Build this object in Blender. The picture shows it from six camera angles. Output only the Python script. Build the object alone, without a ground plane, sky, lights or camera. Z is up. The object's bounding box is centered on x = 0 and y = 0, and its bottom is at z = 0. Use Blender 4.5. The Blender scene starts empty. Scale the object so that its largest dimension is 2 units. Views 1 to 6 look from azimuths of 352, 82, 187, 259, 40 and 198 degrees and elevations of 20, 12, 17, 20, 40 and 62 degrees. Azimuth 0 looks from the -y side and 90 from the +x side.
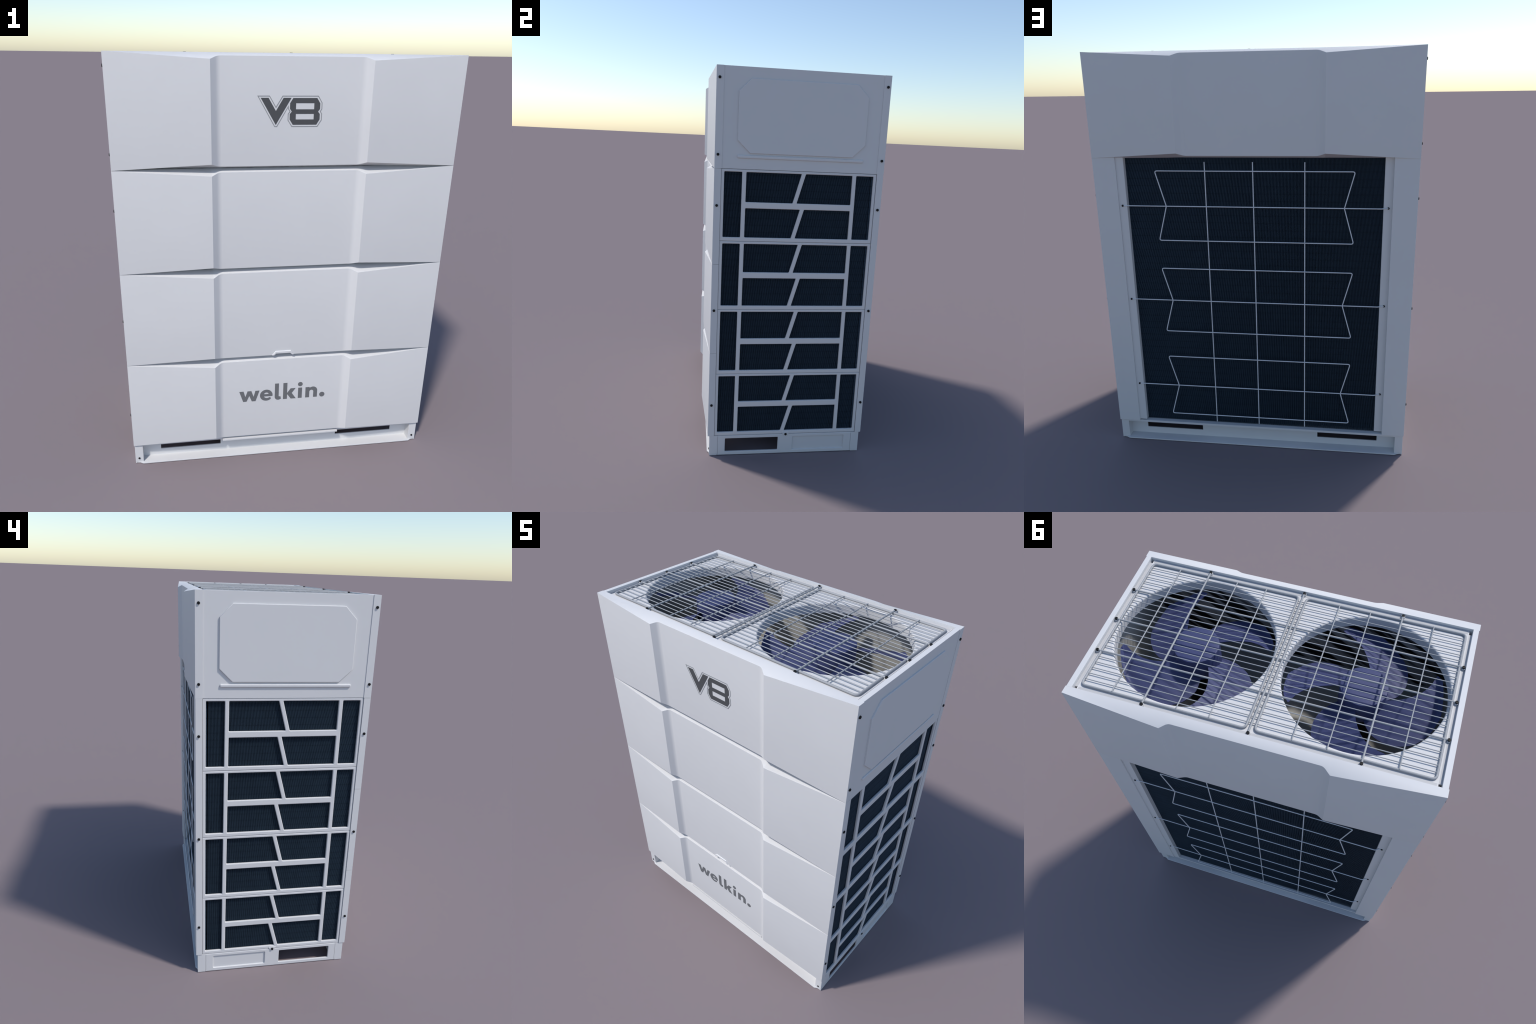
"""Tall outdoor air-conditioner cabinet: faceted front panels, louvred sides,
wrapped condenser coil, two top fans under a wire guard, forklift base."""
import bpy, bmesh, math
from mathutils import Vector, Matrix

# ------------------------------------------------------------------ sizes
HX, HY = 0.760, 0.420           # half width / half depth of the cabinet
Z_FOOT, Z_CAB, Z_RIM = 0.0, 0.1145, 1.9985
PITCH = 0.4712                  # height of one front panel
Z_HEAD = Z_RIM - PITCH          # underside of the head section (1.527)
STRIP = 0.387                   # where the corner strips end on the sides
Z_DECK = 1.984
FAN_X, FAN_R = 0.365, 0.337
SIDE_X, HEAD_X = 0.757, 0.7575   # skin of the side grilles / of the head panels

# ------------------------------------------------------------------ materials
def principled(name, colour, rough=0.5, spec=0.5, metallic=0.0):
    m = bpy.data.materials.new(name)
    m.use_nodes = True
    b = m.node_tree.nodes["Principled BSDF"]
    b.inputs["Base Color"].default_value = (*colour, 1)
    b.inputs["Roughness"].default_value = rough
    b.inputs["Specular IOR Level"].default_value = spec
    b.inputs["Metallic"].default_value = metallic
    return m, m.node_tree.nodes, m.node_tree.links, b


def grained(name, colour, rough, spec, amount=0.02, scale=40.0, bump=0.0):
    """Plain paint with a whisper of tonal variation and optional orange peel."""
    m, n, l, b = principled(name, colour, rough, spec)
    co = n.new("ShaderNodeTexCoord")
    noise = n.new("ShaderNodeTexNoise")
    noise.inputs["Scale"].default_value = scale
    noise.inputs["Detail"].default_value = 3
    ramp = n.new("ShaderNodeValToRGB")
    ramp.color_ramp.elements[0].position = 0.3
    ramp.color_ramp.elements[1].position = 0.7
    ramp.color_ramp.elements[0].color = (*[c * (1 - amount) for c in colour], 1)
    ramp.color_ramp.elements[1].color = (*[min(1, c * (1 + amount)) for c in colour], 1)
    l.new(co.outputs["Object"], noise.inputs["Vector"])
    l.new(noise.outputs["Fac"], ramp.inputs["Fac"])
    l.new(ramp.outputs["Color"], b.inputs["Base Color"])
    if bump:
        fine = n.new("ShaderNodeTexNoise")
        fine.inputs["Scale"].default_value = 420
        bn = n.new("ShaderNodeBump")
        bn.inputs["Strength"].default_value = bump
        bn.inputs["Distance"].default_value = 0.001
        l.new(co.outputs["Object"], fine.inputs["Vector"])
        l.new(fine.outputs["Fac"], bn.inputs["Height"])
        l.new(bn.outputs["Normal"], b.inputs["Normal"])
    return m


WHITE = grained("white_paint", (0.645, 0.639, 0.640), 0.55, 0.3, 0.008, 6)
DECK = grained("white_deck_paint", (0.655, 0.650, 0.650), 0.6, 0.25, 0.015, 60, 0.08)
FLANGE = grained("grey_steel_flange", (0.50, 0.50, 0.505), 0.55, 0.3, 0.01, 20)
WIRE = grained("grey_wire", (0.330, 0.337, 0.348), 0.5, 0.35, 0.02, 30)
BACKWIRE = grained("pale_wire", (0.62, 0.64, 0.67), 0.5, 0.3, 0.02, 30)
BLACK = grained("black_screw", (0.010, 0.010, 0.011), 0.55, 0.25, 0.1, 200)
VOID = grained("dark_inside", (0.012, 0.012, 0.014), 0.8, 0.1, 0.1, 10)
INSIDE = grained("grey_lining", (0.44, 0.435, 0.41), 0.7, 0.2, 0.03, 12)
BLUE = grained("blue_plastic", (0.0525, 0.0635, 0.158), 0.55, 0.3, 0.03, 14)
INK = grained("charcoal_ink", (0.078, 0.079, 0.083), 0.6, 0.2, 0.02, 60)
INK_LINE = grained("grey_ink", (0.27, 0.275, 0.285), 0.6, 0.2, 0.02, 60)
INK_NAME = grained("soft_charcoal_ink", (0.150, 0.152, 0.158), 0.6, 0.2, 0.02, 60)


FIN_COLOUR = (0.037, 0.061, 0.090)


def coil_material():
    """Blue-black coated fins, darker along each row of tubes."""
    m, n, l, b = principled("coil_fins", (0.013, 0.022, 0.037), 0.65, 0.15)
    co = n.new("ShaderNodeTexCoord")
    sep = n.new("ShaderNodeSeparateXYZ")
    l.new(co.outputs["Object"], sep.inputs[0])

    def math_node(op, a, bb=None):
        k = n.new("ShaderNodeMath")
        k.operation = op
        for i, v in enumerate((a, bb)):
            if v is None:
                continue
            if isinstance(v, (int, float)):
                k.inputs[i].default_value = v
            else:
                l.new(v, k.inputs[i])
        return k.outputs[0]
    row = math_node("ABSOLUTE", math_node("SUBTRACT", math_node("FRACT", math_node("DIVIDE", sep.outputs["Z"], 0.0353)), 0.5))
    tube = math_node("LESS_THAN", row, 0.055)
    noise = n.new("ShaderNodeTexNoise")
    noise.inputs["Scale"].default_value = 25
    l.new(co.outputs["Object"], noise.inputs["Vector"])
    shade = math_node("ADD", math_node("MULTIPLY", noise.outputs["Fac"], 0.3), 0.85)
    shade = math_node("MULTIPLY", shade, math_node("SUBTRACT", 1.0, math_node("MULTIPLY", tube, 0.30)))
    mix = n.new("ShaderNodeVectorMath")
    mix.operation = "SCALE"
    mix.inputs[0].default_value = FIN_COLOUR
    l.new(shade, mix.inputs["Scale"])
    l.new(mix.outputs[0], b.inputs["Base Color"])
    return m


COIL = coil_material()
COIL_CORE = grained("coil_tubes", (0.008, 0.012, 0.018), 0.6, 0.2, 0.1, 60)


def streaked_material():
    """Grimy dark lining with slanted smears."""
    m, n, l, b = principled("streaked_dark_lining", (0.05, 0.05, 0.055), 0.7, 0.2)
    co = n.new("ShaderNodeTexCoord")
    mp = n.new("ShaderNodeMapping")
    mp.inputs["Rotation"].default_value = (0, math.radians(32), 0)
    stretch = n.new("ShaderNodeMapping")
    stretch.inputs["Scale"].default_value = (2.5, 1, 28)
    noise = n.new("ShaderNodeTexNoise")
    noise.inputs["Scale"].default_value = 1.0
    noise.inputs["Detail"].default_value = 2
    ramp = n.new("ShaderNodeValToRGB")
    ramp.color_ramp.elements[0].position = 0.44
    ramp.color_ramp.elements[0].color = (0.012, 0.012, 0.013, 1)
    ramp.color_ramp.elements[1].position = 0.60
    ramp.color_ramp.elements[1].color = (0.40, 0.40, 0.41, 1)
    l.new(co.outputs["Object"], mp.inputs["Vector"])
    l.new(mp.outputs["Vector"], stretch.inputs["Vector"])
    l.new(stretch.outputs["Vector"], noise.inputs["Vector"])
    l.new(noise.outputs["Fac"], ramp.inputs["Fac"])
    l.new(ramp.outputs["Color"], b.inputs["Base Color"])
    return m


STREAKED = streaked_material()

# ------------------------------------------------------------------ helpers
thing = bpy.data.objects.new("outdoor_air_conditioner", None)
thing["label"] = "tall white air conditioner cabinet with faceted front and two top fans"
thing["category"] = "air conditioner"
bpy.context.collection.objects.link(thing)


def smooth_flat(mesh, degrees):
    """Smooth small bevels while broad faces stay flat (area-weighted normals)."""
    mesh.shade_smooth()
    mesh.set_sharp_from_angle(angle=math.radians(degrees))
    tmp = bpy.data.objects.new("tmp", mesh)
    bpy.context.collection.objects.link(tmp)
    w = tmp.modifiers.new("weights", "WEIGHTED_NORMAL")
    w.mode = "FACE_AREA"
    w.weight = 100
    w.keep_sharp = True
    bpy.context.view_layer.update()
    out = bpy.data.meshes.new_from_object(tmp.evaluated_get(bpy.context.evaluated_depsgraph_get()))
    bpy.data.objects.remove(tmp)
    return out


def add(name, mesh, mat, parent=thing, smooth=None):
    if smooth is not None and mesh is not None:
        mesh = smooth_flat(mesh, smooth)
    o = bpy.data.objects.new(name, mesh)
    if mesh is not None and mat is not None and not mesh.materials:
        mesh.materials.append(mat)
    bpy.context.collection.objects.link(o)
    o.parent = parent
    return o


def box_mesh(name, lo, hi, bevel=0.0, segments=2):
    bm = bmesh.new()
    bmesh.ops.create_cube(bm, size=1)
    for v in bm.verts:
        v.co = Vector(((lo[i] + hi[i]) / 2 + v.co[i] * (hi[i] - lo[i])) for i in range(3))
    if bevel:
        bmesh.ops.bevel(bm, geom=list(bm.edges), offset=bevel, segments=segments, affect="EDGES", profile=0.5)
    me = bpy.data.meshes.new(name)
    bm.to_mesh(me)
    bm.free()
    return me


def box(name, lo, hi, mat, bevel=0.0, parent=thing):
    return add(name, box_mesh(name, lo, hi, bevel), mat, parent, 40 if bevel else None)


def curve_to_mesh(name, cu):
    tmp = bpy.data.objects.new("tmp", cu)
    bpy.context.collection.objects.link(tmp)
    bpy.context.view_layer.update()
    me = bpy.data.meshes.new_from_object(tmp.evaluated_get(bpy.context.evaluated_depsgraph_get()))
    me.name = name
    bpy.data.objects.remove(tmp)
    bpy.data.curves.remove(cu)
    me.materials.clear()
    return me


def plate_mesh(name, loops, thick, bevel=0.0, frame=None, res=2):
    """Flat sheet with holes. loops[0] is the outline; local z is centred."""
    cu = bpy.data.curves.new(name, "CURVE")
    cu.dimensions = "2D"
    cu.fill_mode = "BOTH"
    cu.extrude = thick / 2 - bevel
    cu.bevel_depth = bevel
    cu.offset = -bevel
    cu.bevel_resolution = res
    for loop in loops:
        s = cu.splines.new("POLY")
        s.points.add(len(loop) - 1)
        for p, q in zip(s.points, loop):
            p.co = (q[0], q[1], 0, 1)
        s.use_cyclic_u = True
    me = curve_to_mesh(name, cu)
    if frame is not None:
        me.transform(frame)
        if frame.determinant() < 0:
            me.flip_normals()
    return me


def tube_mesh(name, pts, r, cyclic=False, sides=3, caps=True):
    cu = bpy.data.curves.new(name, "CURVE")
    cu.dimensions = "3D"
    cu.bevel_depth = r
    cu.bevel_resolution = sides
    cu.use_fill_caps = caps
    s = cu.splines.new("POLY")
    s.points.add(len(pts) - 1)
    for p, q in zip(s.points, pts):
        p.co = (*q, 1)
    s.use_cyclic_u = cyclic
    me = curve_to_mesh(name, cu)
    me.shade_smooth()
    me.set_sharp_from_angle(angle=math.radians(50))
    return me


def rounded(poly, r, n=5, closed=True):
    """Polygon (any dimension) with every corner replaced by an arc-like bend."""
    out = []
    m = len(poly)
    for i in range(m):
        b = Vector(poly[i])
        if not closed and i in (0, m - 1):
            out.append(tuple(b))
            continue
        a, c = Vector(poly[i - 1]), Vector(poly[(i + 1) % m])
        ra = min(r, (a - b).length * 0.45, (c - b).length * 0.45)
        p, q = b + (a - b).normalized() * ra, b + (c - b).normalized() * ra
        for k in range(n + 1):
            t = k / n
            out.append(tuple(p * (1 - t) ** 2 + b * 2 * t * (1 - t) + q * t ** 2))
    return out


def rect(x0, x1, y0, y1):
    return [(x0, y0), (x1, y0), (x1, y1), (x0, y1)]


def circle(cx, cy, r, n=64):
    return [(cx + r * math.cos(2 * math.pi * k / n), cy + r * math.sin(2 * math.pi * k / n)) for k in range(n)]


def lathe_mesh(name, profile, n=96):
    """Profile of (radius, z) swept round the z axis."""
    bm = bmesh.new()
    rings = []
    for r, z in profile:
        if r < 1e-6:
            rings.append([bm.verts.new((0, 0, z))])
        else:
            rings.append([bm.verts.new((r * math.cos(2 * math.pi * k / n), r * math.sin(2 * math.pi * k / n), z)) for k in range(n)])
    for a, b in zip(rings, rings[1:]):
        for k in range(n):
            k2 = (k + 1) % n
            if len(a) == 1:
                bm.faces.new((a[0], b[k], b[k2]))
            elif len(b) == 1:
                bm.faces.new((a[k], b[0], a[k2]))
            else:
                bm.faces.new((a[k], b[k], b[k2], a[k2]))
    bmesh.ops.recalc_face_normals(bm, faces=bm.faces)
    me = bpy.data.meshes.new(name)
    bm.to_mesh(me)
    bm.free()
    return me


# frames that lay a plate's local XY on a cabinet face (local z = outward)
def frame_side(sign, x):
    """local x -> world y, local y -> world z, local z -> outward along x"""
    return Matrix(((0, 0, sign, sign * x), (1, 0, 0, 0), (0, 1, 0, 0), (0, 0, 0, 1)))


def frame_front(sign, y):
    """local x -> world x, local y -> world z, local z -> outward along y"""
    return Matrix(((1, 0, 0, 0), (0, 0, sign, sign * y), (0, 1, 0, 0), (0, 0, 0, 1)))


def frame_up(z):
    return Matrix.Translation((0, 0, z))


# ------------------------------------------------------------------ faceted panels
CREASE_X, CREASE_D, CREASE_FALL = 0.3405, 0.0257, 0.0250   # ridge where wing meets the centre bevel
CORE_X, CORE_D, CORE_FALL = 0.3090, 0.0030, 0.0120         # recessed centre field


def relief_profile(notch=0.0):
    """(x, relief, fall of top edge, rise of bottom edge), right edge to left edge."""
    right = [(HX, 0.0, 0.0), (CREASE_X, CREASE_D, CREASE_FALL)]
    bend = rounded([(CREASE_X, CREASE_D, CREASE_FALL), (CORE_X, CORE_D, CORE_FALL), (0.0, CORE_D, CORE_FALL)], 0.0130, 7, closed=False)[1:-1]
    half = right + bend
    both = [(x, d, f, f) for x, d, f in half] + [(-x, d, f, f) for x, d, f in reversed(half)]
    if notch:                                # finger notch near the middle of the lower edge
        cut = [(x, CORE_D, CORE_FALL, CORE_FALL + r) for x, r in ((0.0425, 0), (0.0330, notch), (-0.0375, notch), (-0.0470, 0))]
        both[len(half):len(half)] = cut
    return both


def faceted_panel(name, z0, z1, sign, inner, gap=0.0006, cap_rim=False, notch=0.0):
    """One moulded skin panel; sign -1 faces -y, +1 faces +y."""
    z0, z1 = z0 + gap, z1 - (0 if cap_rim else gap)
    prof = relief_profile(notch)
    bm = bmesh.new()
    cols = []
    N = 4
    for x, d, fall, rise in prof:
        ring = [(inner, z1), (HY + d, z1 - fall), (HY + d, z0 + rise), (inner, z0 + rise - min(fall, rise))]
        cols.append([bm.verts.new((x, sign * y, z)) for y, z in ring])
    kinds = []
    for s, (a, b) in enumerate(zip(cols, cols[1:])):
        for k in range(N):
            bm.faces.new([a[k], a[(k + 1) % N], b[(k + 1) % N], b[k]])
            kinds.append((s, k))
    for end in (cols[0], cols[-1]):
        bm.faces.new(end)
    bmesh.ops.recalc_face_normals(bm, faces=bm.faces)
    me = bpy.data.meshes.new(name)
    bm.to_mesh(me)
    bm.free()
    me.shade_smooth()
    segs = len(prof) - 1

    def slope(i):
        return -(prof[i + 1][1] - prof[i][1]) / (prof[i + 1][0] - prof[i][0])
    hard = {0, 1, segs - 1, segs}            # columns with a sharp crease
    normals = []
    for p in me.polygons:
        for li in p.loop_indices:
            col, ring = divmod(me.loops[li].vertex_index, N)
            if p.index >= len(kinds):
                normals.append(tuple(p.normal))
                continue
            s, k = kinds[p.index]
            if k == 1:                       # flat skin, normals bent to shade it lighter above, darker below
                tx = slope(s) if col in hard else 0.5 * (slope(col - 1) + slope(col))
                normals.append(tuple(Vector((tx, sign, SHADE_TILT if ring == 1 else -1.5 * SHADE_TILT)).normalized()))
            elif k == 0 and cap_rim:         # roof: level at the rim, falling to the edge
                x, d, fall, _ = prof[col]
                t = fall / (HY + d - inner) * (0.35 if ring == 0 else 1.2)
                normals.append(tuple(Vector((0, sign * t, 1)).normalized()))
            else:
                normals.append(tuple(p.normal))
    me.normals_split_custom_set(normals)
    return add(name, me, WHITE)


SHADE_TILT = 0.045
Z_SEAM = [Z_RIM - PITCH * k for k in range(4)] + [Z_CAB]
front_panels = []
for k in range(4):
    front_panels.append(faceted_panel("front_panel", Z_SEAM[k + 1], Z_SEAM[k], -1, 0.385 if k == 0 else STRIP, cap_rim=(k == 0), notch=0.0105 if k == 2 else 0.0))
faceted_panel("back_panel", Z_HEAD, Z_RIM, 1, 0.385, cap_rim=True)

# finger pull in the third panel's lower edge: raised lip round a cut notch
pull_z = Z_SEAM[3] + CORE_FALL
bm = bmesh.new()
y_face = -(HY + CORE_D)
outer = [(-0.058, pull_z + 0.001), (-0.041, pull_z + 0.0245), (0.037, pull_z + 0.0245), (0.054, pull_z + 0.001)]
inner = [(-0.047, pull_z + 0.001), (-0.0375, pull_z + 0.011), (0.0330, pull_z + 0.011), (0.0425, pull_z + 0.001)]
ring0 = [bm.verts.new((x, y_face + 0.002, z)) for x, z in outer]
ring1 = [bm.verts.new((x * 0.95, y_face - 0.0045, z - (0.0035 if k in (1, 2) else 0))) for k, (x, z) in enumerate(outer)]
ring2 = [bm.verts.new((x, y_face - 0.0045, z)) for x, z in inner]
ring3 = [bm.verts.new((x, y_face + 0.012, z)) for x, z in inner]
for a, b in ((ring0, ring1), (ring1, ring2), (ring2, ring3)):
    for k in range(3):
        bm.faces.new((a[k], a[k + 1], b[k + 1], b[k]))
for k in (0, 3):
    bm.faces.new((ring0[k], ring1[k], ring2[k], ring3[k]))
bmesh.ops.recalc_face_normals(bm, faces=bm.faces)
me = bpy.data.meshes.new("finger_pull")
bm.to_mesh(me)
bm.free()
add("finger_pull", me, WHITE, front_panels[2])

# ------------------------------------------------------------------ sides
ROWS = 4
GZ0, GZ1 = Z_CAB, Z_HEAD
ROW_H = (GZ1 - GZ0) / ROWS


def grille_section_loops():
    """Outline and openings of one quarter of a side grille, z from 0 at its foot."""
    h = ROW_H
    lo, hi = 0.0175 + 0.0020, h - 0.0130
    mid = (lo + hi) / 2
    bar = 0.0152
    o = [rect(-STRIP + 0.0007, STRIP - 0.0007, 0.0005, h - 0.0005)]
    o.append(rounded(rect(-0.3715, -0.2850, lo, hi), 0.004, 3))
    o.append(rounded(rect(0.2830, 0.3715, lo, hi), 0.004, 3))
    for a, b in ((mid + bar, hi), (lo, mid - bar)):
        # slanted divider: top edge leans to +y
        o.append(rounded([(-0.2645, a), (-0.0305, a), (0.0080, b), (-0.2645, b)], 0.004, 3))
        o.append(rounded([(-0.0105, a), (0.2635, a), (0.2635, b), (0.0285, b)], 0.004, 3))
    return o


section_loops = grille_section_loops()
for sign in (1, -1):
    # head cover of the side with its raised octagon and bead
    side = box("side_panel", (min(sign * 0.7345, sign * HEAD_X), -STRIP + 0.0006, Z_HEAD + 0.0008),
               (max(sign * 0.7345, sign * HEAD_X), STRIP - 0.0006, Z_RIM), WHITE, 0.0012)
    octo = [(-0.252, 1.604), (0.252, 1.604), (0.313, 1.664), (0.313, 1.889), (0.256, 1.947), (-0.256, 1.947), (-0.313, 1.889), (-0.313, 1.664)]
    add("raised_octagon", plate_mesh("raised_octagon", [octo], 0.014, 0.0022, frame_side(sign, HEAD_X + 0.0001), 3), WHITE, side, 35)
    bead = rounded(rect(-0.312, 0.309, 1.5795, 1.5945), 0.0074, 6)
    add("raised_bead", plate_mesh("raised_bead", [bead], 0.014, 0.0045, frame_side(sign, HEAD_X + 0.0001), 4), WHITE, side, 50)
    # four moulded grille sections
    grille = bpy.data.objects.new("side_grille", None)
    bpy.context.collection.objects.link(grille)
    grille.parent = thing
    sec = plate_mesh("grille_section", section_loops, 0.0125, 0.0036, frame_side(sign, SIDE_X - 0.0068), 3)
    sec.materials.append(WHITE)
    sec = smooth_flat(sec, 35)
    for k in range(ROWS):
        o = add("grille_section", sec, None, grille)
        o.location.z = GZ0 + k * ROW_H
    # rear corner posts: side return and back face in one angle
    add("corner_post", box_mesh("corner_post", (min(sign * 0.648, sign * (HX - 0.0004)), STRIP + 0.0005, Z_CAB), (max(sign * 0.648, sign * (HX - 0.0004)), HY - 0.0004, Z_HEAD + 0.008), 0.0008), WHITE)
    # the stile beside the post sits flush on one side and lower on the other
    box("back_stile", (min(sign * 0.609, sign * 0.652), 0.365, Z_CAB + 0.006), (max(sign * 0.609, sign * 0.652), 0.4135 if sign > 0 else 0.3995, Z_HEAD + 0.022), WHITE, 0.003)

# ------------------------------------------------------------------ condenser coil (U shape)
FIN_PITCH, FIN_T = 0.0036, 0.0012
CX, CY, DEEP = 0.7425, 0.3900, 0.026          # fin faces of the side legs / back leg, fin depth


def coil_core():
    """Dark tube bundle behind the fins, a U in plan."""
    a, b = CX - DEEP, CY - DEEP
    u = [(-a, -0.380), (-a, b), (a, b), (a, -0.380), (a - 0.012, -0.380), (a - 0.012, b - 0.012), (-a + 0.012, b - 0.012), (-a + 0.012, -0.380)]
    return plate_mesh("coil_core", [u], Z_HEAD - Z_CAB + 0.02, 0.0, frame_up((Z_HEAD + Z_CAB) / 2 + 0.006))


def fin_pack():
    """Hundreds of thin upright fins lining both sides and the back."""
    verts, faces = [], []

    def slab(x0, x1, y0, y1, z0, z1):
        k = len(verts)
        verts.extend([(x0, y0, z0), (x1, y0, z0), (x1, y1, z0), (x0, y1, z0), (x0, y0, z1), (x1, y0, z1), (x1, y1, z1), (x0, y1, z1)])
        for q in ((3, 2, 1, 0), (4, 5, 6, 7), (0, 1, 5, 4), (1, 2, 6, 5), (2, 3, 7, 6), (3, 0, 4, 7)):
            faces.append([k + n for n in q])
    z0, z1 = Z_CAB + 0.001, Z_HEAD + 0.016
    for n in range(int((CY - DEEP + 0.380) / FIN_PITCH)):
        y = -0.380 + n * FIN_PITCH
        slab(CX - DEEP + 0.001, CX, y, y + FIN_T, z0, z1)
        slab(-CX, -CX + DEEP - 0.001, y, y + FIN_T, z0, z1)
    n_back = int(2 * (CX - 0.004) / FIN_PITCH)
    for n in range(n_back + 1):
        x = -n_back * FIN_PITCH / 2 + n * FIN_PITCH
        slab(x - FIN_T / 2, x + FIN_T / 2, CY - DEEP + 0.001, CY, z0, z1)
    me = bpy.data.meshes.new("coil_fins")
    me.from_pydata(verts, [], faces)
    return me


coil = add("condenser_coil", coil_core(), COIL_CORE)
fins = add("coil_fins", fin_pack(), COIL, coil)
fins["kind"] = "stuff"

# ------------------------------------------------------------------ back wire guard
WY = 0.4135
guard = bpy.data.objects.new("wire_guard", None)
bpy.context.collection.objects.link(guard)
guard.parent = thing
for zc in (1.3003, 0.8200, 0.3390):
    hgt = 0.1685
    cx = -0.0085
    xo, xi = 0.4685, 0.4225
    loop = [(xo, zc + hgt), (xi, zc), (xo, zc - hgt), (-xo, zc - hgt), (-xi, zc), (-xo, zc + hgt)]
    pts = []
    for i, p in enumerate(loop):
        a, c = loop[i - 1], loop[(i + 1) % 6]
        r = 0.012 if i in (0, 2, 3, 5) else 0.004
        tri = rounded([a, p, c], r, 5, closed=False)[1:-1]
        pts += [(x + cx, WY, z) for x, z in tri]
    add("bow_tie_wire", tube_mesh("bow_tie_wire", pts, 0.0026, True), BACKWIRE, guard)
    ends = rounded([(-0.6305, 0.4015, zc), (-0.6165, 0.4015, zc), (-0.602, WY - 0.002, zc), (0.606, WY - 0.002, zc), (0.6155, WY + 0.001, zc), (0.6305, WY + 0.001, zc)], 0.006, 3, False)
    add("cross_wire", tube_mesh("cross_wire", ends, 0.0026), BACKWIRE, guard)
for x in (0.2195, -0.0075, -0.2483):
    add("upright_wire", tube_mesh("upright_wire", [(x, WY - 0.0045, 0.131), (x, WY - 0.0045, 1.5105)], 0.0026), BACKWIRE, guard)

# ------------------------------------------------------------------ top: deck, ducts, plenum
LIP = 0.009                     # radius of the rounded duct mouth
deck_loops = [rect(-0.722, 0.722, -0.386, 0.386), circle(FAN_X, 0, FAN_R + LIP, 96), circle(-FAN_X, 0, FAN_R + LIP, 96)]
deck = add("fan_deck", plate_mesh("fan_deck", deck_loops, 0.006, 0.0, frame_up(Z_DECK - 0.003)), DECK)
bell = [(FAN_R + LIP, Z_DECK)]
for k in range(1, 9):
    a = math.radians(90 * k / 8)
    bell.append((FAN_R + LIP - LIP * math.sin(a), Z_DECK - LIP * (1 - math.cos(a))))
bell += [(FAN_R, 1.937), (FAN_R + 0.004, 1.937), (FAN_R + 0.004, Z_DECK - 0.0135), (FAN_R + LIP, Z_DECK - 0.007)]
duct = lathe_mesh("fan_duct", bell)
duct.materials.append(DECK)
duct.shade_smooth()
duct.set_sharp_from_angle(angle=math.radians(40))
for sx in (1, -1):
    o = add("fan_duct", duct, None)
    o.location.x = sx * FAN_X

# folded flanges running inside the rim
for sign in (1, -1):
    a, b = sorted((sign * 0.7180, sign * 0.7350))
    box("rim_flange", (a, -0.366, Z_DECK - 0.010), (b, 0.366, Z_DECK - 0.0015), FLANGE, 0.0008)
    a, b = sorted((sign * 0.3660, sign * 0.3860))
    box("rim_flange", (-0.7165, a, Z_DECK - 0.009), (0.7165, b, Z_DECK + 0.0008), FLANGE, 0.0008)

# lining of the fan chamber
ZL0, ZL1 = Z_HEAD + 0.020, Z_DECK - 0.02
box("chamber_lining", (-0.7335, 0.3790, ZL0), (0.7335, 0.3835, ZL1), INSIDE)
for sign in (1, -1):
    a, b = sorted((sign * 0.7290, sign * 0.7335))
    box("chamber_lining", (a, -0.3785, ZL0), (b, 0.3785, ZL1), INSIDE)
box("chamber_lining", (-0.7335, -0.3845, Z_CAB), (0.7335, -0.3790, ZL1), STREAKED)
box("chamber_floor", (-0.7285, -0.3785, 1.565), (0.7285, 0.3785, 1.575), INSIDE)

# ------------------------------------------------------------------ fans
HUB_R, HUB_TOP = 0.0985, 1.953


def lerp_table(t, table):
    for (a, va), (b, vb) in zip(table, table[1:]):
        if t <= b:
            k = (t - a) / (b - a)
            return va + (vb - va) * k
    return table[-1][1]


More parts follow.
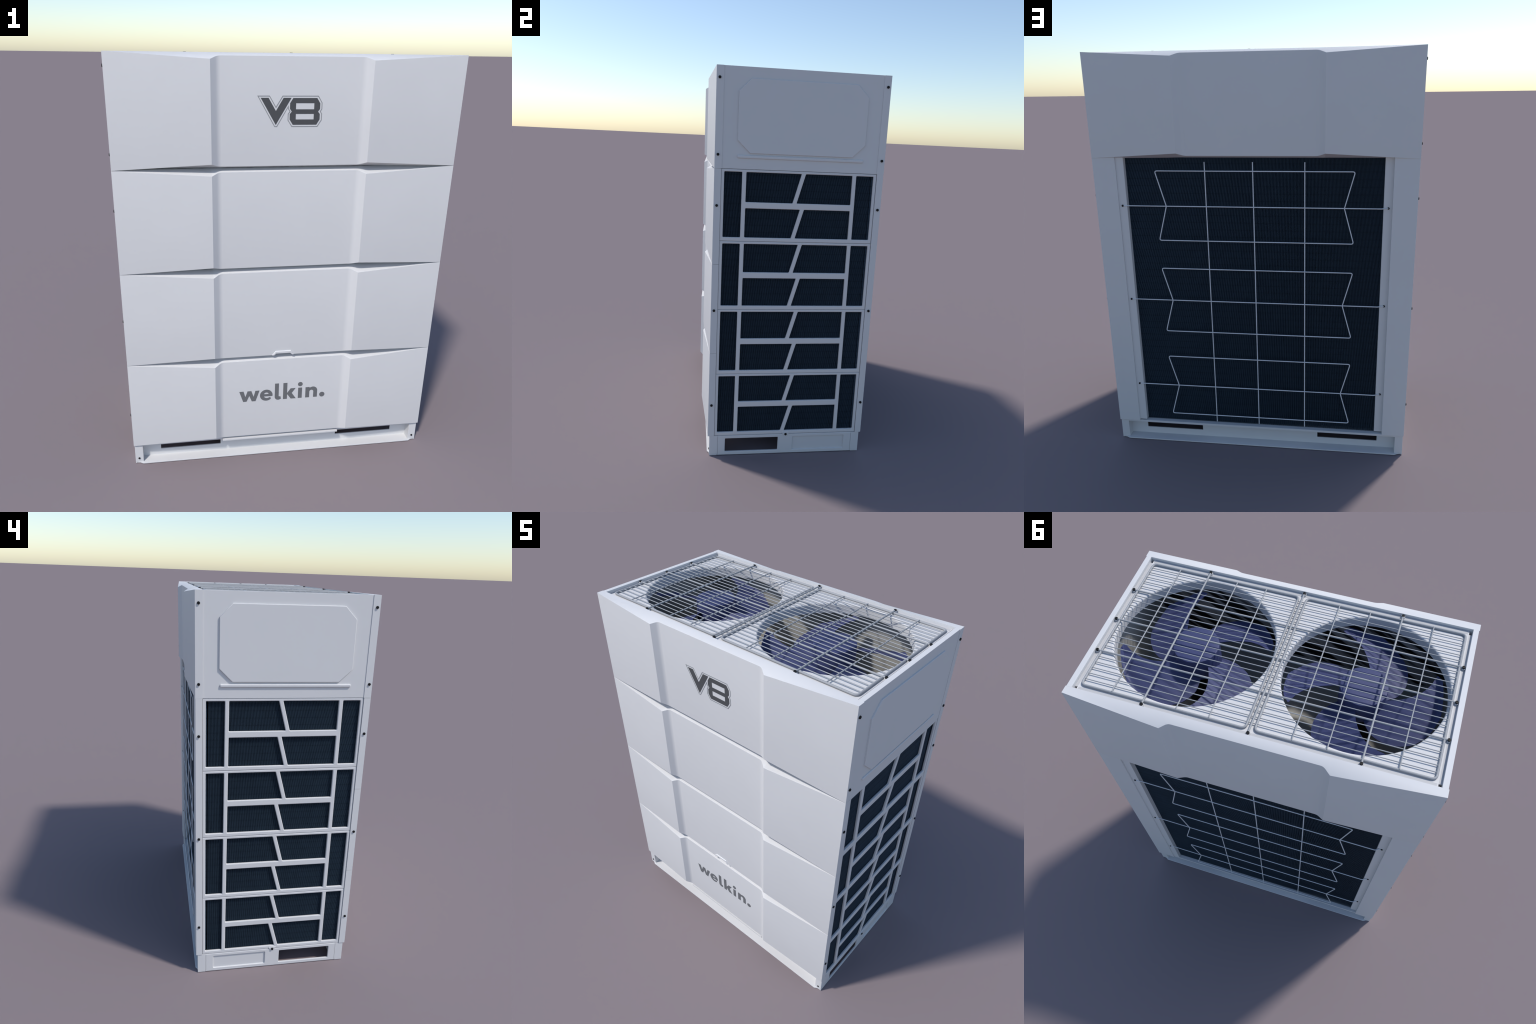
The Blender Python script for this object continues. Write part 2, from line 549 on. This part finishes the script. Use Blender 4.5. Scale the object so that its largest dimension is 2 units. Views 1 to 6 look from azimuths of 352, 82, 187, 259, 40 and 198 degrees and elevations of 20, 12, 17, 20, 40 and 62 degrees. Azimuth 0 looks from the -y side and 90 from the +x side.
def blade_mesh(mirror):
    """Swept, cupped blade. Angles run back from the leading tip at 0 degrees."""
    lead = [(0.095, -36), (0.16, -26), (0.23, -17), (0.28, -8.5), (0.305, -3), (0.318, -1.5), (0.324, -3), (0.327, -7)]
    trail = [(0.095, -103), (0.16, -93), (0.22, -80), (0.265, -68), (0.29, -60), (0.31, -49), (0.327, -35)]
    nr, na = 22, 18
    bm = bmesh.new()
    top, bot = [], []
    for i in range(nr + 1):
        r = 0.095 + (0.327 - 0.095) * i / nr
        a0, a1 = lerp_table(r, lead), lerp_table(r, trail)
        rt, rb = [], []
        for j in range(na + 1):
            t = j / na
            ang = a0 + (a1 - a0) * t
            arc = math.radians(a0 - ang)
            k = (r - 0.095) / 0.232
            z = 1.905 + 0.030 * k ** 2 - (0.048 + 0.053 * k) * arc - 0.008 * math.sin(math.pi * t)
            a = math.radians(ang) * (-1 if mirror else 1)
            th = 0.0022 * (1 - 0.5 * i / nr)
            rt.append(bm.verts.new((r * math.cos(a), r * math.sin(a), z + th)))
            rb.append(bm.verts.new((r * math.cos(a), r * math.sin(a), z - th)))
        top.append(rt)
        bot.append(rb)
    for i in range(nr):
        for j in range(na):
            bm.faces.new((top[i][j], top[i + 1][j], top[i + 1][j + 1], top[i][j + 1]))
            bm.faces.new((bot[i][j + 1], bot[i + 1][j + 1], bot[i + 1][j], bot[i][j]))
    for i in range(nr):
        bm.faces.new((top[i][0], bot[i][0], bot[i + 1][0], top[i + 1][0]))
        bm.faces.new((top[i + 1][na], bot[i + 1][na], bot[i][na], top[i][na]))
    for j in range(na):
        bm.faces.new((top[nr][j], bot[nr][j], bot[nr][j + 1], top[nr][j + 1]))
        bm.faces.new((top[0][j + 1], bot[0][j + 1], bot[0][j], top[0][j]))
    bmesh.ops.recalc_face_normals(bm, faces=bm.faces)
    me = bpy.data.meshes.new("fan_blade")
    bm.to_mesh(me)
    bm.free()
    me.materials.append(BLUE)
    me.shade_smooth()
    me.set_sharp_from_angle(angle=math.radians(50))
    return me


hub_profile = [(0, HUB_TOP - 0.001), (0.05, HUB_TOP - 0.0005), (HUB_R - 0.006, HUB_TOP), (HUB_R - 0.0015, HUB_TOP - 0.0018), (HUB_R, HUB_TOP - 0.006), (HUB_R + 0.001, HUB_TOP - 0.115), (HUB_R - 0.006, HUB_TOP - 0.118), (0, HUB_TOP - 0.118)]
hub_mesh = lathe_mesh("fan_hub", hub_profile, 64)
hub_mesh.materials.append(BLUE)
hub_mesh.shade_smooth()
hub_mesh.set_sharp_from_angle(angle=math.radians(40))
motor_mesh = lathe_mesh("fan_motor", [(0, HUB_TOP - 0.115), (0.075, HUB_TOP - 0.115), (0.078, HUB_TOP - 0.125), (0.078, HUB_TOP - 0.352), (0, HUB_TOP - 0.352)], 48)
motor_mesh.materials.append(VOID)
for sx, tip, mirror in ((1, -78.5, True), (-1, 31.0, False)):
    fan = bpy.data.objects.new("fan", None)
    bpy.context.collection.objects.link(fan)
    fan.parent = thing
    fan.location = (sx * FAN_X, 0, 0)
    add("fan_hub", hub_mesh, None, fan)
    add("fan_motor", motor_mesh, None, fan)
    blade = blade_mesh(mirror)
    for k in range(4):
        o = add("fan_blade", blade, None, fan)
        o.rotation_euler.z = math.radians(tip + 90 * k)

# ------------------------------------------------------------------ top wire guard
top_guard = bpy.data.objects.new("fan_guard", None)
bpy.context.collection.objects.link(top_guard)
top_guard.parent = thing
Z_FRAME, Z_LONG, Z_CROSS = 1.9895, 1.9920, 1.9945
STEP = 0.178 / 6
fx0, fx1, fy = 0.0180, 0.7100, 0.3555
frame_pts = rounded([(fx0, -fy, Z_FRAME), (fx1, -fy, Z_FRAME), (fx1, fy, Z_FRAME), (fx0, fy, Z_FRAME)], 0.020, 6)
frame_mesh = tube_mesh("guard_frame", frame_pts, 0.0052, True, 4)
frame_mesh.materials.append(WIRE)
for sx in (1, -1):
    o = add("guard_frame", frame_mesh, None, top_guard)
    if sx < 0:
        o.rotation_euler.z = math.pi
long_thin = tube_mesh("guard_wire", [(-fx1, 0, Z_LONG), (fx1, 0, Z_LONG)], 0.0020)
long_thick = tube_mesh("guard_rib", [(-0.7200, 0, Z_LONG), (0.7200, 0, Z_LONG)], 0.0040)
cross_thin = tube_mesh("guard_wire", [(0, -fy, Z_CROSS), (0, fy, Z_CROSS)], 0.0026)
cross_thick = tube_mesh("guard_rib", [(0, -0.3690, Z_CROSS), (0, 0.3690, Z_CROSS)], 0.0040)
for m in (long_thin, long_thick, cross_thin, cross_thick):
    m.materials.append(WIRE)
for k in range(-11, 12):
    rib = k % 6 == 0
    o = add("guard_rib" if rib else "guard_wire", long_thick if rib else long_thin, None, top_guard)
    o.location.y = k * STEP
for x in (0.5745, 0.3025, 0.1663):
    for sx in (1, -1):
        add("guard_wire", cross_thin, None, top_guard).location.x = sx * x
for x in (0.4385, 0, -0.4385):
    add("guard_rib", cross_thick, None, top_guard).location.x = x

# ------------------------------------------------------------------ bolts
bolt_mesh = lathe_mesh("bolt", [(0.0066, -0.002), (0.0066, 0.0036), (0.0058, 0.0048), (0.0030, 0.0050), (0.0026, 0.0035), (0, 0.0035)], 20)
boss_mesh = lathe_mesh("bolt_boss", [(0.0095, 0.0), (0.0095, 0.0075), (0.0085, 0.0092), (0, 0.0092)], 24)
small_bolt_mesh = lathe_mesh("bolt", [(0.0052, -0.002), (0.0052, 0.0030), (0.0046, 0.0040), (0, 0.0040)], 20)
for m in (bolt_mesh, small_bolt_mesh):
    m.materials.append(BLACK)
boss_mesh.materials.append(FLANGE)
for m in (bolt_mesh, boss_mesh, small_bolt_mesh):
    m.shade_smooth()
    m.set_sharp_from_angle(angle=math.radians(40))
AIM = {"x": (0, math.pi / 2, 0), "-x": (0, -math.pi / 2, 0), "y": (-math.pi / 2, 0, 0), "-y": (math.pi / 2, 0, 0), "z": (0, 0, 0)}


def bolt(at, way, mesh=None, parent=thing):
    o = add("bolt", mesh or bolt_mesh, None, parent)
    o.location = at
    o.rotation_euler = AIM[way]


for sign, way in ((1, "x"), (-1, "-x")):
    for z in (1.9445, 1.5935, 1.3495, 0.8160, 0.2940):
        for y in (-0.4045, 0.4045):
            bolt((sign * HX, y, z), way)
    tab = rounded([(-0.021, Z_CAB + 0.011), (-0.010, Z_CAB - 0.0105), (0.010, Z_CAB - 0.0105), (0.021, Z_CAB + 0.011)], 0.003, 3)
    add("fixing_tab", plate_mesh("fixing_tab", [tab], 0.004, 0.001, frame_side(sign, SIDE_X + 0.0002)), WHITE, thing, 35)
    bolt((sign * (SIDE_X + 0.0022), 0, Z_CAB), way)
    for z in (1.3006, 0.8203, 0.3398):
        bolt((sign * 0.6308, 0.4135 if sign > 0 else 0.3995, z), "y", small_bolt_mesh)
    bolt((sign * 0.7375, -0.4105, 0.0295), "-y", small_bolt_mesh)
top_spots = [(x, y) for x in (0.4385, 0, -0.4385) for y in (-0.3750, 0.3750)] + [(x, y) for x in (-0.7262, 0.7262) for y in (-0.178, 0, 0.178)]
for x, y in top_spots:
    sink = 0.0025 if abs(x) > 0.7 else 0.0
    o = add("bolt_boss", boss_mesh, None, top_guard)
    o.location = (x, y, Z_DECK - sink)
    bolt((x, y, Z_DECK + 0.0107 - sink), "z", None, top_guard)

# ------------------------------------------------------------------ base
base = bpy.data.objects.new("base_frame", None)
bpy.context.collection.objects.link(base)
base.parent = thing
BX, BY, WALL = 0.757, 0.411, 0.366
box("drain_tray", (-0.7350, -0.4080, 0.1020), (0.7350, 0.4120, 0.1140), WHITE, 0.0015, base)
box("front_ledge", (-0.3060, -0.4235, 0.1030), (0.3060, -0.4075, 0.1125), WHITE, 0.001, base)
for sign in (1, -1):
    slots = [rect(-BX + 0.012, BX - 0.012, 0.003, 0.1015)] + [rounded(rect(a, b, 0.0415, 0.0960), 0.002, 2) for a, b in ((0.3140, 0.6275), (-0.6275, -0.3140))]
    add("beam_wall", plate_mesh("beam_wall", slots, 0.006, 0.001, frame_front(sign, WALL - 0.003)), WHITE, base, 40)
    # ground flange with clipped ends
    fl = [(-0.7480, 0.355), (0.7480, 0.355), (0.7480, BY - 0.001), (0.7330, BY + 0.001), (0.7170, 0.4215), (-0.7170, 0.4215), (-0.7330, BY + 0.001), (-0.7480, BY - 0.001)]
    fl = [(x, sign * y) for x, y in fl]
    add("ground_flange", plate_mesh("ground_flange", [fl], 0.006, 0.001, frame_up(0.003)), WHITE, base, 40)
    # side sill: one open slot, one blind recess
    sill = [rect(-0.3700, 0.3700, 0.0, Z_CAB - 0.0008), rounded(rect(-0.3275, -0.0405, 0.0195, 0.0965), 0.004, 4), rounded(rect(0.0395, 0.3265, 0.0195, 0.0965), 0.005, 4)]
    add("side_sill", plate_mesh("side_sill", sill, 0.010, 0.0025, frame_side(sign, BX - 0.0050)), WHITE, base, 40)
    a, b = sorted((sign * 0.742, sign * 0.7505))
    box("blind_recess", (a, 0.0300, 0.010), (b, 0.3360, 0.1060), WHITE, 0, base)
    for fy_ in (1, -1):
        a, b = sorted((sign * 0.7165, sign * BX))
        c, d = sorted((fy_ * (WALL - 0.001), fy_ * BY))
        add("foot_post", box_mesh("foot_post", (a, c, 0.0062), (b, d, Z_CAB - 0.0008), 0.001), WHITE, base, 40)
        a, b = sorted((sign * 0.7490, sign * BX))
        c, d = sorted((fy_ * 0.3703, fy_ * (BY - 0.0005)))
        box("foot_toe", (a, c, 0.0), (b, d, 0.0061), WHITE, 0, base)

# ------------------------------------------------------------------ lettering on the front
INK_Y = HY + CORE_D


def mark(name, loops, mat, parent, lift=0.0006):
    f = frame_front(-1, INK_Y + lift / 2)
    loops = [[(-0.4758 + (x + 0.4758) * 1.0037, 1.9954 + (z - 1.9954) * 1.0037) for x, z in loop] for loop in loops]
    add(name, plate_mesh(name, loops, lift + 0.0004, 0.0, f), mat, parent)


def offset_path(path, w):
    """Closed stroke of width w round a closed polyline: outer and inner loop."""
    out = []
    for s in (w / 2, -w / 2):
        loop = []
        for i in range(len(path)):
            a, b, c = (Vector(path[(i + k) % len(path)]) for k in (-1, 0, 1))
            d1, d2 = (b - a).normalized(), (c - b).normalized()
            n1, n2 = Vector((d1.y, -d1.x)), Vector((d2.y, -d2.x))
            m = (n1 + n2)
            m = m / max(0.35, m.length_squared) * 2
            loop.append(tuple(b + m * s))
        out.append(loop)
    return out


vz = [(-0.1335, 1.8243), (-0.1006, 1.8243), (-0.0686, 1.7711), (-0.0372, 1.8243), (-0.0042, 1.8243), (-0.0683, 1.7146)]
mark("letter_mark", [vz], INK, front_panels[0])
xl, xr = -0.0092, 0.1197
eight = [(0.0038, 1.8237), (0.1060, 1.8237), (xr, 1.8024), (xr, 1.7795), (0.1116, 1.7686), (xr, 1.7588), (xr, 1.7364), (0.1065, 1.7148),
         (0.0047, 1.7148), (xl, 1.7364), (xl, 1.7588), (-0.0010, 1.7686), (xl, 1.7806), (xl, 1.8024)]
mark("numeral_mark", [eight, rect(0.0162, 0.0944, 1.7780, 1.8031), rect(0.0166, 0.0940, 1.7364, 1.7594)], INK, front_panels[0])
border = [(-0.1455, 1.8315), (-0.0967, 1.8315), (-0.0688, 1.7860), (-0.0407, 1.8315), (0.1107, 1.8315), (0.1274, 1.8044), (0.1274, 1.7793), (0.1212, 1.7691),
          (0.1277, 1.7593), (0.1274, 1.7340), (0.1106, 1.7075), (0.0011, 1.7075), (-0.0163, 1.7334), (-0.0163, 1.7590), (-0.0088, 1.7691), (-0.0163, 1.7811),
          (-0.0163, 1.7905), (-0.0636, 1.7078), (-0.0728, 1.7078)]
mark("border_mark", offset_path(border, 0.0030), INK_LINE, front_panels[0])


def arc(cx, cz, rx, rz, a0, a1, n=20):
    return [(cx + rx * math.cos(math.radians(a0 + (a1 - a0) * k / n)), cz + rz * math.sin(math.radians(a0 + (a1 - a0) * k / n))) for k in range(n + 1)]


B, XH, AS = 0.3415, 0.4027, 0.4367      # baseline, x-height, ascender
letters = [
    [[(-0.2215, XH), (-0.1998, XH), (-0.1906, 0.3690), (-0.1796, XH), (-0.1602, XH), (-0.1487, 0.3678), (-0.1398, XH), (-0.1190, XH), (-0.1386, B), (-0.1577, B), (-0.1707, 0.3750), (-0.1848, B), (-0.2019, B)]],
    [arc(-0.0838, 0.3722, 0.0326, 0.0326, -12, 322, 40)[0:0] + [(-0.0519, 0.3655)] + arc(-0.0838, 0.3722, 0.0324, 0.0326, 0, 318, 40) + [(-0.0630, 0.3603)] + arc(-0.0800, 0.3665, 0.0150, 0.0118, -50, -170, 8) + [(-0.0935, 0.3655)],
     arc(-0.0835, 0.3786, 0.0113, 0.0098, 0, 180, 12)],
    [[(-0.0401, AS), (-0.0200, AS), (-0.0200, 0.3628)] + arc(-0.0158, 0.3632, 0.0042, 0.0040, 185, 290, 6) + [(-0.0111, 0.3608), (-0.0071, 0.3450)] + arc(-0.0225, 0.3580, 0.0176, 0.0182, -50, -180, 12)],
    [[(0.0029, AS), (0.0235, AS), (0.0235, 0.3762), (0.0412, XH), (0.0666, XH), (0.0474, 0.3750), (0.0693, B), (0.0434, B), (0.0236, 0.3700), (0.0235, B), (0.0029, B)]],
    [rect(0.0803, 0.1006, B, XH)],
    [circle(0.0905, 0.4240, 0.0124, 32)],
    [[(0.1187, B), (0.1187, XH), (0.1390, XH), (0.1400, 0.3988)] + arc(0.1578, 0.3812, 0.0226, 0.0228, 112, 0, 14) + [(0.1804, B), (0.1603, B), (0.1603, 0.3735)] + arc(0.1498, 0.3745, 0.0105, 0.0112, 0, 180, 12) + [(0.1393, 0.3730), (0.1393, B)]],
    [circle(0.2062, 0.3540, 0.0140, 32)],
]
for loops in letters:
    mark("letter_mark", loops, INK_NAME, front_panels[3])

# ------------------------------------------------------------------ tidy
for o in [o for o in bpy.data.objects if o.hide_render]:
    bpy.data.objects.remove(o)
